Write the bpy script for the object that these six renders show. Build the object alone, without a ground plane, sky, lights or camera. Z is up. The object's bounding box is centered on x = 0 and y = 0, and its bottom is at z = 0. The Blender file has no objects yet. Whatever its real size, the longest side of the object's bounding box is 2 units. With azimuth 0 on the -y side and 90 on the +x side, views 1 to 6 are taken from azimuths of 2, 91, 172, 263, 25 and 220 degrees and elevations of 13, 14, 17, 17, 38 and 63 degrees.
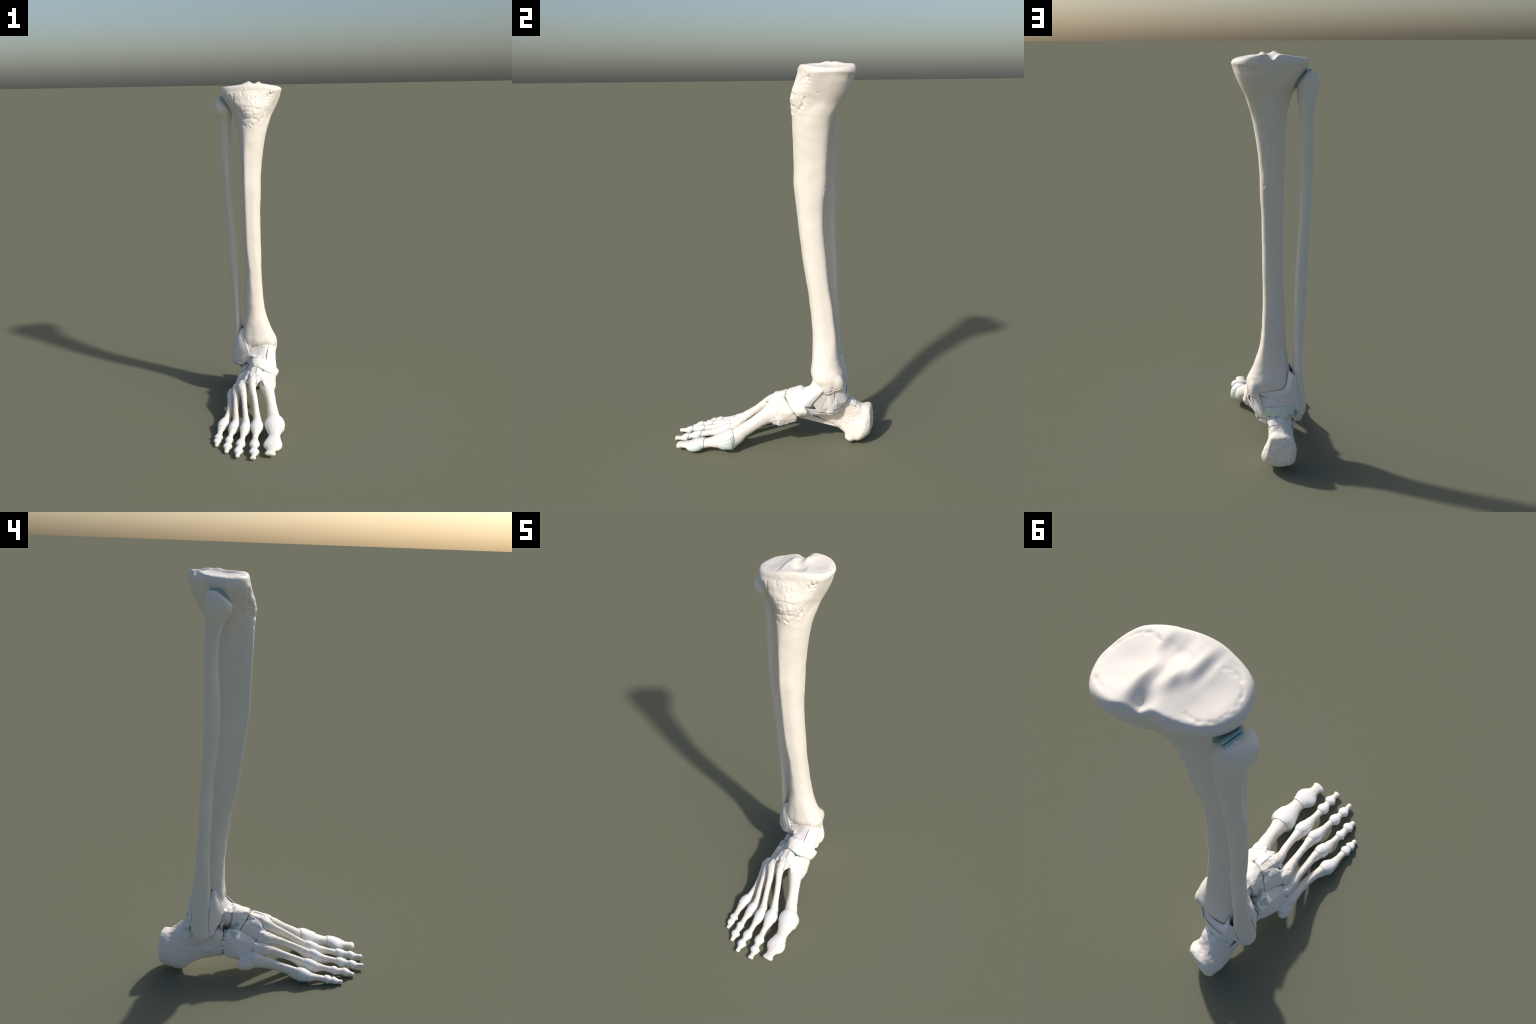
"""Lower-leg skeleton (tibia, fibula and a right foot) with ligaments, joint capsules and cartilage."""
import bpy, bmesh, math, random
import numpy as np
from mathutils import Vector, Matrix, noise
from mathutils.bvhtree import BVHTree

random.seed(7)
rng = np.random.default_rng(7)
V = lambda *a: np.array(a, float)

# ------------------------------------------------------------------ materials
def new_mat(name):
    m = bpy.data.materials.new(name)
    m.use_nodes = True
    nt = m.node_tree
    b = nt.nodes["Principled BSDF"]
    return m, nt, b

def N(nt, kind, **kw):
    n = nt.nodes.new(kind)
    for k, v in kw.items():
        if k in n.inputs.keys():
            n.inputs[k].default_value = v
        else:
            setattr(n, k, v)
    return n

def ramp(nt, stops):
    r = nt.nodes.new("ShaderNodeValToRGB")
    e = r.color_ramp.elements
    while len(e) < len(stops):
        e.new(0.5)
    for el, (p, c) in zip(e, stops):
        el.position = p
        el.color = (*c, 1)
    return r

def bone_material(name, base, dark, grain=0.12, rough=0.55):
    m, nt, b = new_mat(name)
    tc = N(nt, "ShaderNodeTexCoord")
    n1 = N(nt, "ShaderNodeTexNoise", Scale=9.0, Detail=4.0, Roughness=0.55)
    mp = N(nt, "ShaderNodeMapping")
    mp.inputs["Scale"].default_value = (1, 1, 0.45)
    nt.links.new(tc.outputs["Object"], mp.inputs[0])
    nt.links.new(mp.outputs[0], n1.inputs["Vector"])
    r = ramp(nt, [(0.30, dark), (0.62, base)])
    nt.links.new(n1.outputs["Fac"], r.inputs[0])
    nt.links.new(r.outputs[0], b.inputs["Base Color"])
    n2 = N(nt, "ShaderNodeTexNoise", Scale=160.0, Detail=3.0)
    nt.links.new(tc.outputs["Object"], n2.inputs["Vector"])
    bp = N(nt, "ShaderNodeBump", Strength=grain, Distance=0.002)
    nt.links.new(n2.outputs["Fac"], bp.inputs["Height"])
    nt.links.new(bp.outputs[0], b.inputs["Normal"])
    b.inputs["Roughness"].default_value = rough
    b.inputs["Specular IOR Level"].default_value = 0.3
    return m

def fibre_material(name, base, streak, pink, scale_across=260.0, bump=0.35):
    """white collagen: long fine streaks along the object's local Y axis"""
    m, nt, b = new_mat(name)
    tc = N(nt, "ShaderNodeTexCoord")
    mp = N(nt, "ShaderNodeMapping")
    mp.inputs["Scale"].default_value = (scale_across, 6.0, scale_across * 0.6)
    nt.links.new(tc.outputs["Object"], mp.inputs[0])
    n1 = N(nt, "ShaderNodeTexNoise", Scale=1.0, Detail=3.0, Roughness=0.6)
    nt.links.new(mp.outputs[0], n1.inputs["Vector"])
    r = ramp(nt, [(0.34, streak), (0.50, base), (0.64, base), (0.75, pink)])
    nt.links.new(n1.outputs["Fac"], r.inputs[0])
    nt.links.new(r.outputs[0], b.inputs["Base Color"])
    bp = N(nt, "ShaderNodeBump", Strength=bump, Distance=0.003)
    nt.links.new(n1.outputs["Fac"], bp.inputs["Height"])
    nt.links.new(bp.outputs[0], b.inputs["Normal"])
    b.inputs["Roughness"].default_value = 0.55
    b.inputs["Specular IOR Level"].default_value = 0.3
    return m

def mottled_material(name, base, spot, scale, rough=0.5, lo=0.42, hi=0.6):
    m, nt, b = new_mat(name)
    tc = N(nt, "ShaderNodeTexCoord")
    mp = N(nt, "ShaderNodeMapping")
    mp.inputs["Scale"].default_value = (scale, scale * 0.45, scale)
    nt.links.new(tc.outputs["Object"], mp.inputs[0])
    n1 = N(nt, "ShaderNodeTexNoise", Scale=1.0, Detail=5.0, Roughness=0.7)
    nt.links.new(mp.outputs[0], n1.inputs["Vector"])
    r = ramp(nt, [(lo, spot), (hi, base)])
    nt.links.new(n1.outputs["Fac"], r.inputs[0])
    nt.links.new(r.outputs[0], b.inputs["Base Color"])
    b.inputs["Roughness"].default_value = rough
    return m

BONE = bone_material("leg_bone", (0.80, 0.745, 0.67), (0.76, 0.70, 0.625))
FOOTBONE = bone_material("foot_bone", (0.82, 0.765, 0.695), (0.78, 0.72, 0.645))
CAPSULE = fibre_material("capsule_fibre", (0.84, 0.805, 0.785), (0.75, 0.72, 0.725), (0.82, 0.73, 0.70))
LIGAMENT = fibre_material("ligament_fibre", (0.82, 0.785, 0.755), (0.71, 0.68, 0.67), (0.80, 0.72, 0.68), 150.0, 0.4)
MINT = mottled_material("capsule_mint", (0.76, 0.78, 0.72), (0.58, 0.70, 0.60), 130.0)
MINTDARK = mottled_material("joint_lining_green", (0.46, 0.55, 0.50), (0.34, 0.46, 0.42), 120.0)
TEAL = mottled_material("hyaline_cartilage", (0.36, 0.54, 0.55), (0.30, 0.47, 0.49), 40.0, 0.4)

# ------------------------------------------------------------------ helpers
root = bpy.data.objects.new("leg_skeleton", None)
bpy.context.scene.collection.objects.link(root)
root["label"] = "bare white shin bones and foot bones with ligaments"
root["category"] = "skeleton leg"

def add_object(name, mesh, mat, parent=None, smooth=True):
    ob = bpy.data.objects.new(name, mesh)
    bpy.context.scene.collection.objects.link(ob)
    ob.parent = parent or root
    mesh.materials.clear()
    mesh.materials.append(mat)
    if smooth:
        mesh.polygons.foreach_set("use_smooth", [True] * len(mesh.polygons))
    return ob

def mesh_of(name, verts, faces):
    me = bpy.data.meshes.new(name)
    me.from_pydata([tuple(v) for v in verts], [], faces)
    me.update()
    return me

def catmull(pts, n, closed=False):
    """n samples of a centripetal-ish Catmull-Rom curve through pts"""
    P = np.asarray(pts, float)
    m = len(P)
    if closed:
        t = np.linspace(0, m, n, endpoint=False)
        i = np.floor(t).astype(int)
        idx = lambda k: P[(i + k) % m]
    else:
        t = np.linspace(0, m - 1, n)
        i = np.minimum(np.floor(t).astype(int), m - 2)
        E = np.vstack([2 * P[0] - P[1], P, 2 * P[-1] - P[-2]])
        idx = lambda k: E[i + k + 1]
    f = (t - i)[:, None]
    a, b, c, d = idx(-1), idx(0), idx(1), idx(2)
    return 0.5 * (2 * b + (c - a) * f + (2 * a - 5 * b + 4 * c - d) * f ** 2 + (3 * b - a - 3 * c + d) * f ** 3)

def smooth_table(keys, rows, z):
    """monotone cubic interpolation of table rows at positions z"""
    keys = np.asarray(keys, float)
    R = np.asarray(rows, float)
    h = np.diff(keys)[:, None]
    s = np.diff(R, axis=0) / h
    m = np.zeros_like(R)
    m[0], m[-1] = s[0], s[-1]
    for i in range(1, len(keys) - 1):
        a, b = s[i - 1], s[i]
        m[i] = np.where(a * b > 0, 2 * a * b / np.where(a + b == 0, 1, a + b), 0)
    out = []
    for q in np.atleast_1d(z):
        i = int(np.clip(np.searchsorted(keys, q) - 1, 0, len(keys) - 2))
        H = keys[i + 1] - keys[i]
        t = (q - keys[i]) / H
        out.append((2*t**3 - 3*t**2 + 1) * R[i] + (t**3 - 2*t**2 + t) * H * m[i] + (-2*t**3 + 3*t**2) * R[i+1] + (t**3 - t**2) * H * m[i+1])
    return np.array(out)

def loft(rings, cap=True):
    """vertices and faces of a tube through rings of equal length"""
    n = len(rings[0])
    verts = [p for r in rings for p in r]
    faces = []
    for k in range(len(rings) - 1):
        for i in range(n):
            j = (i + 1) % n
            faces.append((k * n + i, k * n + j, (k + 1) * n + j, (k + 1) * n + i))
    if cap:
        for k, flip in ((0, True), (len(rings) - 1, False)):
            c = len(verts)
            verts.append(np.mean(rings[k], axis=0))
            for i in range(n):
                j = (i + 1) % n
                faces.append((c, k * n + j, k * n + i) if flip else (c, k * n + i, k * n + j))
    return verts, faces

def hull(points):
    bm = bmesh.new()
    for p in points:
        bm.verts.new(p)
    bmesh.ops.convex_hull(bm, input=bm.verts)
    loose = [v for v in bm.verts if not v.link_faces]
    bmesh.ops.delete(bm, geom=loose, context="VERTS")
    bm.verts.index_update()
    vs = [np.array(v.co) for v in bm.verts]
    fs = [tuple(v.index for v in f.verts) for f in bm.faces]
    bm.free()
    return vs, fs

def ellipsoid(c, r, rot=None, n=24):
    c, r = np.array(c, float), np.array(r, float)
    R = np.array(rot) if rot is not None else np.eye(3)
    rings = []
    for i in range(1, n):
        a = math.pi * i / n
        rings.append([c + R @ (r * V(math.sin(a) * math.cos(b), math.sin(a) * math.sin(b), -math.cos(a)))
                      for b in np.linspace(0, 2 * math.pi, 2 * n, endpoint=False)])
    return loft(rings)

def fuse(name, pieces, voxel, smooth_iter=6, smooth_factor=0.5):
    """union of closed pieces -> one smooth skin (voxel remesh + relaxation)"""
    verts, faces = [], []
    for v, f in pieces:
        o = len(verts)
        verts += list(v)
        faces += [tuple(i + o for i in q) for q in f]
    me = mesh_of("tmp", verts, faces)
    ob = bpy.data.objects.new("tmp", me)
    bpy.context.scene.collection.objects.link(ob)
    bm = bmesh.new(); bm.from_mesh(me)
    bmesh.ops.recalc_face_normals(bm, faces=bm.faces)
    bm.to_mesh(me); bm.free()
    md = ob.modifiers.new("r", "REMESH"); md.mode = "VOXEL"; md.voxel_size = voxel
    sm = ob.modifiers.new("s", "SMOOTH"); sm.factor = smooth_factor; sm.iterations = smooth_iter
    dg = bpy.context.evaluated_depsgraph_get()
    out = bpy.data.meshes.new_from_object(ob.evaluated_get(dg))
    out.name = name
    bpy.data.objects.remove(ob); bpy.data.meshes.remove(me)
    return out

def coords(me):
    a = np.empty(len(me.vertices) * 3)
    me.vertices.foreach_get("co", a)
    return a.reshape(-1, 3)

def normals(me):
    a = np.empty(len(me.vertices) * 3)
    me.vertices.foreach_get("normal", a)
    return a.reshape(-1, 3)

def set_coords(me, P):
    me.vertices.foreach_set("co", P.ravel())
    me.update()

def seg_distance(P, line):
    """distance of points P to a polyline"""
    line = np.asarray(line, float)
    best = np.full(len(P), 9.0)
    for a, b in zip(line[:-1], line[1:]):
        d = b - a
        t = np.clip(((P - a) @ d) / max(d @ d, 1e-12), 0, 1)
        best = np.minimum(best, np.linalg.norm(P - (a + t[:, None] * d), axis=1))
    return best

def carve(me, strokes):
    """strokes: (polyline, radius, depth) - positive depth digs a groove, negative raises a ridge"""
    P, Nn = coords(me), normals(me)
    D = np.zeros(len(P))
    for line, r, d in strokes:
        if len(line) == 1:
            line = [line[0], np.array(line[0]) + 1e-5]
        q = seg_distance(P, line) / r
        D += np.where(q < 1, (1 - q ** 2) ** 2, 0) * d
    for i in np.nonzero(np.abs(D) > 1e-5)[0]:          # uneven strokes
        D[i] *= 0.62 + 1.1 * noise.noise(Vector(P[i] * 75.0))
    set_coords(me, P - Nn * D[:, None])

def roughen(me, amp, scale, region=None, seed=0.0):
    """smooth noise relief, optionally weighted by region(P)"""
    P, Nn = coords(me), normals(me)
    w = np.ones(len(P)) if region is None else region(P)
    h = np.zeros(len(P))
    for i in np.nonzero(w > 0.01)[0]:
        p = P[i] * scale
        h[i] = noise.noise(Vector((p[0] + seed, p[1], p[2]))) + 0.5 * noise.noise(Vector((p[0] * 2.1, p[1] * 2.1 + seed, p[2] * 2.1)))
    set_coords(me, P + Nn * (h * w * amp)[:, None])

def relax(me, iters, weight=None, factor=0.5):
    """Laplacian relaxation, optionally limited to a weighted region"""
    E = np.empty(len(me.edges) * 2, int)
    me.edges.foreach_get("vertices", E)
    E = E.reshape(-1, 2)
    P = coords(me)
    deg = np.bincount(E.ravel(), minlength=len(P))[:, None].astype(float)
    deg[deg == 0] = 1
    w = np.full((len(P), 1), factor) if weight is None else factor * weight(P)[:, None]
    for _ in range(iters):
        A = np.zeros_like(P)
        for k in range(3):
            A[:, k] = np.bincount(E[:, 0], P[E[:, 1], k], len(P)) + np.bincount(E[:, 1], P[E[:, 0], k], len(P))
        P = P + w * (A / deg - P)
    set_coords(me, P)

def inflate(me, d):
    set_coords(me, coords(me) + normals(me) * d)

BONES = []          # (name, mesh) used later for draping ligaments

def bone(name, me, mat):
    ob = add_object(name, me, mat)
    BONES.append(ob)
    return ob

def bell(x, c, w):
    return np.exp(-((x - c) / w) ** 2)

# ------------------------------------------------------------------ tibia
TIB_Z = [0.352, 0.37, 0.395, 0.42, 0.46, 0.50, 0.60, 0.70, 0.80, 0.90, 1.00, 1.10, 1.20, 1.30, 1.40, 1.50, 1.60, 1.65, 1.70, 1.75, 1.80, 1.85, 1.90, 1.93, 1.948]
#        lateral  medial  front  back
TIB_B = [(-0.040, 0.135, 0.226, 0.352), (-0.052, 0.150, 0.212, 0.362), (-0.058, 0.157, 0.203, 0.369), (-0.058, 0.149, 0.199, 0.368),
         (-0.056, 0.129, 0.202, 0.358), (-0.052, 0.113, 0.205, 0.348), (-0.044, 0.086, 0.206, 0.334), (-0.041, 0.075, 0.198, 0.321),
         (-0.037, 0.069, 0.187, 0.306), (-0.035, 0.068, 0.171, 0.290), (-0.035, 0.067, 0.154, 0.278), (-0.037, 0.066, 0.142, 0.268),
         (-0.039, 0.066, 0.129, 0.260), (-0.041, 0.069, 0.119, 0.262), (-0.043, 0.073, 0.108, 0.271), (-0.044, 0.078, 0.107, 0.277),
         (-0.049, 0.089, 0.104, 0.282), (-0.053, 0.098, 0.102, 0.287), (-0.058, 0.109, 0.100, 0.296), (-0.067, 0.122, 0.097, 0.311),
         (-0.081, 0.139, 0.092, 0.334), (-0.107, 0.165, 0.093, 0.366), (-0.139, 0.187, 0.112, 0.388), (-0.153, 0.197, 0.121, 0.396), (-0.154, 0.204, 0.128, 0.405)]
# unit cross-sections (x: 0 lateral..1 medial, y: 0 front..1 back), walked from the front crest round the medial side
SEC_DIST = [(0.35, 0.03), (0.55, 0.00), (0.80, 0.04), (0.96, 0.22), (1.00, 0.50), (0.94, 0.75), (0.78, 0.92), (0.50, 1.00), (0.22, 0.97), (0.05, 0.80), (0.03, 0.50), (0.10, 0.17)]
SEC_LOW = [(0.44, 0.00), (0.66, 0.03), (0.88, 0.16), (0.99, 0.40), (1.00, 0.68), (0.95, 0.91), (0.74, 1.00), (0.45, 1.00), (0.21, 0.90), (0.03, 0.66), (0.04, 0.41), (0.22, 0.12)]
SEC_MID = [(0.20, 0.00), (0.44, 0.02), (0.72, 0.13), (0.93, 0.38), (1.00, 0.66), (0.97, 0.87), (0.82, 0.98), (0.50, 1.00), (0.20, 0.94), (0.02, 0.76), (0.03, 0.52), (0.12, 0.20)]
SEC_UP = [(0.30, 0.00), (0.50, 0.02), (0.74, 0.15), (0.93, 0.39), (1.00, 0.63), (0.98, 0.84), (0.84, 0.97), (0.54, 1.00), (0.25, 0.88), (0.02, 0.64), (0.06, 0.40), (0.15, 0.10)]
SEC_TUB = [(0.46, 0.00), (0.62, 0.04), (0.80, 0.22), (0.93, 0.48), (1.00, 0.72), (0.96, 0.92), (0.80, 1.00), (0.60, 0.97), (0.40, 0.87), (0.18, 0.72), (0.02, 0.55), (0.08, 0.34), (0.26, 0.08)]
SEC_TOP = [(0.40, 0.00), (0.62, 0.05), (0.82, 0.14), (0.95, 0.31), (1.00, 0.58), (0.96, 0.80), (0.85, 0.96), (0.69, 1.00), (0.57, 0.94), (0.45, 0.87), (0.28, 0.82), (0.10, 0.70), (0.01, 0.47), (0.04, 0.23), (0.16, 0.07)]

def even(sec, n=96):
    """resample a closed section to n points evenly spaced along its outline"""
    c = catmull(sec, 400, closed=True)
    c = np.vstack([c, c[:1]])
    L = np.concatenate([[0], np.cumsum(np.linalg.norm(np.diff(c, axis=0), axis=1))])
    q = np.linspace(0, L[-1], n, endpoint=False)
    return np.column_stack([np.interp(q, L, c[:, 0]), np.interp(q, L, c[:, 1])])

SEC_KEYS = [0.352, 0.46, 0.62, 0.85, 1.05, 1.50, 1.70, 1.82, 1.935]
SECS = [even(q) for q in (SEC_DIST, SEC_DIST, SEC_LOW, [(0.6*a[0]+0.4*b[0], 0.6*a[1]+0.4*b[1]) for a, b in zip(SEC_LOW, SEC_MID)], SEC_MID, SEC_MID, SEC_UP, SEC_TUB, SEC_TOP)]

def section_ring(z, keys, secs, bounds, n=120):
    flat = [np.asarray(s).ravel() for s in secs]
    s = smooth_table(keys, flat, z)[0].reshape(-1, 2)
    c = catmull(s, n, closed=True)
    lo, hi = c.min(0), c.max(0)
    c = (c - lo) / (hi - lo)
    x0, x1, y0, y1 = bounds
    return np.column_stack([x0 + c[:, 0] * (x1 - x0), y0 + c[:, 1] * (y1 - y0), np.full(n, z)])

def plateau_height(x, y):
    g = lambda cx, wx, cy, wy: np.exp(-((x - cx) / wx) ** 2 - ((y - cy) / wy) ** 2)
    d = np.abs(x - 0.035)
    h = 1.9645 + 0.0245 * (1 - np.clip(d / 0.165, 0, 1.2) ** 1.6)
    h -= 0.10 * np.clip(0.19 - y, 0, 1)
    h += 0.006 * np.clip((-0.06 - x) / 0.06, 0, 1)
    h -= 0.0085 * g(0.125, 0.045, 0.29, 0.075) + 0.0080 * g(-0.075, 0.045, 0.245, 0.065)
    h += 0.0110 * g(0.066, 0.015, 0.305, 0.038) + 0.0110 * g(0.008, 0.016, 0.270, 0.030)
    h += 0.0050 * g(-0.012, 0.013, 0.228, 0.030) + 0.004 * g(-0.012, 0.012, 0.185, 0.03)
    h -= 0.0170 * g(0.050, 0.026, 0.210, 0.036) + 0.006 * g(0.078, 0.014, 0.20, 0.03)
    h -= 0.0050 * g(0.038, 0.014, 0.290, 0.04)
    h -= 0.0300 * g(0.030, 0.022, 0.356, 0.034)
    h -= 0.0050 * g(-0.032, 0.012, 0.205, 0.05)
    return h

def build_tibia():
    zs = np.concatenate([np.arange(0.352, 1.70, 0.012), np.arange(1.70, 1.949, 0.006)])
    bs = smooth_table(TIB_Z, TIB_B, zs)
    rings = [section_ring(z, SEC_KEYS, SECS, b) for z, b in zip(zs, bs)]
    top = rings[-1]
    c = V(0.03, 0.255, 0)
    for k, s in enumerate([0.988, 0.962, 0.930] + list(np.linspace(0.90, 0.02, 45))):
        r = top.copy()
        r[:, :2] = c[:2] + (top[:, :2] - c[:2]) * s
        H = plateau_height(r[:, 0], r[:, 1])
        f = {0: 0.42, 1: 0.76, 2: 0.94}.get(k, 1.0)
        r[:, 2] = 1.948 + (H - 1.948) * f
        rings.append(r)
    # rounded lower end
    low = []
    for s, dz in ((0.35, -0.003), (0.8, -0.002)):
        r = rings[0].copy()
        m = r.mean(0)
        r[:, :2] = m[:2] + (r[:, :2] - m[:2]) * s
        r[:, 2] += dz
        low.append(r)
    shaft = loft(low + rings)
    malleolus = ellipsoid((0.132, 0.284, 0.366), (0.024, 0.036, 0.048))
    colliculus = ellipsoid((0.124, 0.324, 0.380), (0.026, 0.038, 0.046))
    lateral_lip = hull([V(-0.03, 0.222, 0.350), V(-0.045, 0.23, 0.38), V(-0.02, 0.213, 0.37), V(0.02, 0.25, 0.35), V(-0.03, 0.26, 0.355), V(0.0, 0.22, 0.40)])
    me = fuse("tibia", [shaft, malleolus, colliculus, lateral_lip], 0.0032, 4)
    low = lambda P: np.clip((0.45 - P[:, 2]) / 0.05, 0, 1)
    relax(me, 30, low)
    set_coords(me, coords(me) + normals(me) * (0.0035 * low(coords(me)))[:, None])
    tree = BVHTree.FromPolygons([tuple(p) for p in coords(me)], [tuple(f.vertices) for f in me.polygons])
    def front(*p):
        """polyline laid on to the surface, cast from the front (or from behind for points at the back)"""
        q = np.array(p, float)
        if len(q) > 1:
            q = catmull(q, 6 * len(q))
        out = []
        for a in q:
            back = a[1] > 0.26
            h = tree.ray_cast(Vector((a[0], 2.0 if back else -2.0, a[2])), Vector((0, -1 if back else 1, 0)))
            out.append(np.array(h[0]) if h[0] is not None else a)
        return out
    carve(me, [
        # cracks and bands across the tuberosity
        (front((-0.041, 0.125, 1.840), (-0.028, 0.118, 1.834)), 0.008, 0.005),
        (front((-0.024, 0.115, 1.849), (0.000, 0.108, 1.856), (0.014, 0.104, 1.857), (0.050, 0.107, 1.850), (0.078, 0.118, 1.842)), 0.009, 0.0042),
        (front((-0.018, 0.098, 1.789), (0.008, 0.092, 1.794), (0.030, 0.092, 1.797), (0.046, 0.095, 1.787), (0.060, 0.100, 1.786)), 0.013, 0.0045),
        (front((-0.012, 0.100, 1.755)), 0.012, 0.005),
        (front((0.024, 0.096, 1.766), (0.036, 0.096, 1.752)), 0.008, 0.005),
        (front((0.108, 0.150, 1.822), (0.092, 0.130, 1.793), (0.080, 0.115, 1.776)), 0.016, 0.006),
        (front((0.076, 0.112, 1.77), (0.072, 0.115, 1.71), (0.066, 0.118, 1.68)), 0.013, 0.0016),
        (front((-0.075, 0.150, 1.923), (-0.076, 0.150, 1.90), (-0.069, 0.147, 1.887)), 0.009, 0.006),
        (front((-0.026, 0.132, 1.937), (-0.024, 0.128, 1.915)), 0.010, 0.004),
        (front((-0.095, 0.165, 1.912), (-0.075, 0.155, 1.868), (-0.052, 0.142, 1.838), (-0.032, 0.128, 1.806)), 0.018, 0.007),
        (front((0.137, 0.178, 1.920)), 0.040, 0.009),
        (front((0.147, 0.190, 1.85)), 0.008, 0.004),
        (front((0.10, 0.39, 1.922), (0.16, 0.37, 1.922)), 0.026, 0.004),
        # ridges of the tuberosity
        (front((0.005, 0.098, 1.82), (0.045, 0.098, 1.82)), 0.034, -0.004),
        (front((0.040, 0.110, 1.90)), 0.050, -0.003),
        # posterior crack, nutrient groove, soleal line
        (front((0.113, 0.386, 1.866), (0.083, 0.378, 1.876), (0.066, 0.382, 1.888), (0.050, 0.384, 1.905)), 0.008, 0.004),
        (front((0.050, 0.29, 1.60), (0.056, 0.28, 1.50)), 0.014, 0.0035),
        (front((0.030, 0.295, 1.66), (0.042, 0.283, 1.52), (0.052, 0.272, 1.36)), 0.020, -0.003),
        # distal front ripples
        (front((0.10, 0.23, 0.40), (0.06, 0.207, 0.388), (0.0, 0.207, 0.372)), 0.014, 0.003),
        (front((0.045, 0.21, 0.395)), 0.012, -0.003),
        (front((0.150, 0.306, 0.335), (0.156, 0.312, 0.362)), 0.013, 0.005),
    ])
    # faint border of the two joint facets on the plateau
    facets = []
    for cx, cy, rx, ry, a0, a1 in ((0.128, 0.288, 0.058, 0.085, -2.0, 1.9), (-0.080, 0.248, 0.056, 0.072, 1.3, 5.2)):
        a = np.linspace(a0, a1, 30)
        x, y = cx + rx * np.cos(a), cy + ry * np.sin(a)
        facets.append((np.column_stack([x, y, plateau_height(x, y)]), 0.008, 0.0022))
    carve(me, facets)
    # scattered short creases and pits of the rough tuberosity and of the rim above it
    pits = []
    for _ in range(30):
        x, z = rng.uniform(-0.085, 0.095), rng.uniform(1.745, 1.966)
        if abs(x - 0.015) > 0.035 + 0.40 * (z - 1.745):
            continue
        a = rng.normal(0, 0.5)
        l = rng.uniform(0.004, 0.016)
        pits.append((front((x, 0.1, z), (x + l * math.sin(a), 0.1, z - l * math.cos(a))), rng.uniform(0.005, 0.010), rng.choice([0.0015, 0.0022, -0.0022])))
    carve(me, pits)
    roughen(me, 0.0015, 40, lambda P: np.clip(bell(P[:, 2], 1.84, 0.11) * (P[:, 1] < 0.20) * (np.abs(P[:, 0] - 0.02) < 0.11), 0, 1))
    roughen(me, 0.0014, 30, lambda P: bell(P[:, 2], 0.40, 0.09), 5.0)
    roughen(me, 0.0020, 11, None, 9.0)
    return bone("tibia", me, BONE)

build_tibia()

# ------------------------------------------------------------------ fibula
FIB_Z = [0.213, 0.222, 0.24, 0.27, 0.30, 0.34, 0.38, 0.42, 0.46, 0.50, 0.60, 0.70, 0.80, 0.90, 1.00, 1.10, 1.20, 1.30, 1.40, 1.50, 1.60, 1.65, 1.70, 1.75, 1.80, 1.83, 1.85, 1.87, 1.89, 1.905, 1.916]
FIB_B = [(-0.118, -0.098, 0.318, 0.338), (-0.127, -0.085, 0.303, 0.348), (-0.134, -0.074, 0.289, 0.359), (-0.138, -0.066, 0.281, 0.368),
         (-0.136, -0.062, 0.278, 0.369), (-0.132, -0.063, 0.280, 0.370), (-0.127, -0.066, 0.282, 0.370), (-0.122, -0.067, 0.282, 0.370),
         (-0.120, -0.068, 0.281, 0.369), (-0.119, -0.068, 0.282, 0.366), (-0.121, -0.073, 0.286, 0.357), (-0.127, -0.075, 0.286, 0.352),
         (-0.134, -0.078, 0.284, 0.344), (-0.140, -0.081, 0.280, 0.341), (-0.144, -0.086, 0.278, 0.338), (-0.150, -0.094, 0.271, 0.331),
         (-0.156, -0.101, 0.263, 0.330), (-0.161, -0.105, 0.255, 0.329), (-0.165, -0.108, 0.254, 0.327), (-0.168, -0.108, 0.259, 0.327),
         (-0.168, -0.106, 0.268, 0.329), (-0.169, -0.105, 0.268, 0.329), (-0.171, -0.103, 0.265, 0.329), (-0.174, -0.100, 0.254, 0.329),
         (-0.188, -0.094, 0.230, 0.330), (-0.197, -0.093, 0.214, 0.330), (-0.199, -0.097, 0.212, 0.330), (-0.197, -0.108, 0.226, 0.329),
         (-0.190, -0.120, 0.250, 0.326), (-0.181, -0.134, 0.272, 0.321), (-0.168, -0.150, 0.288, 0.312)]
FS_ROUND = [(0.50, 0.00), (0.80, 0.10), (0.97, 0.35), (0.97, 0.68), (0.80, 0.92), (0.50, 1.00), (0.20, 0.92), (0.03, 0.66), (0.03, 0.34), (0.20, 0.09)]
FS_SHAFT = [(0.60, 0.00), (0.80, 0.12), (0.96, 0.34), (1.00, 0.64), (0.89, 0.92), (0.55, 1.00), (0.18, 0.94), (0.02, 0.70), (0.14, 0.38), (0.42, 0.09)]
FS_LOW = [(0.60, 0.00), (0.82, 0.12), (0.98, 0.36), (0.98, 0.68), (0.80, 0.92), (0.48, 1.00), (0.20, 0.93), (0.03, 0.68), (0.06, 0.36), (0.30, 0.10)]

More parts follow.
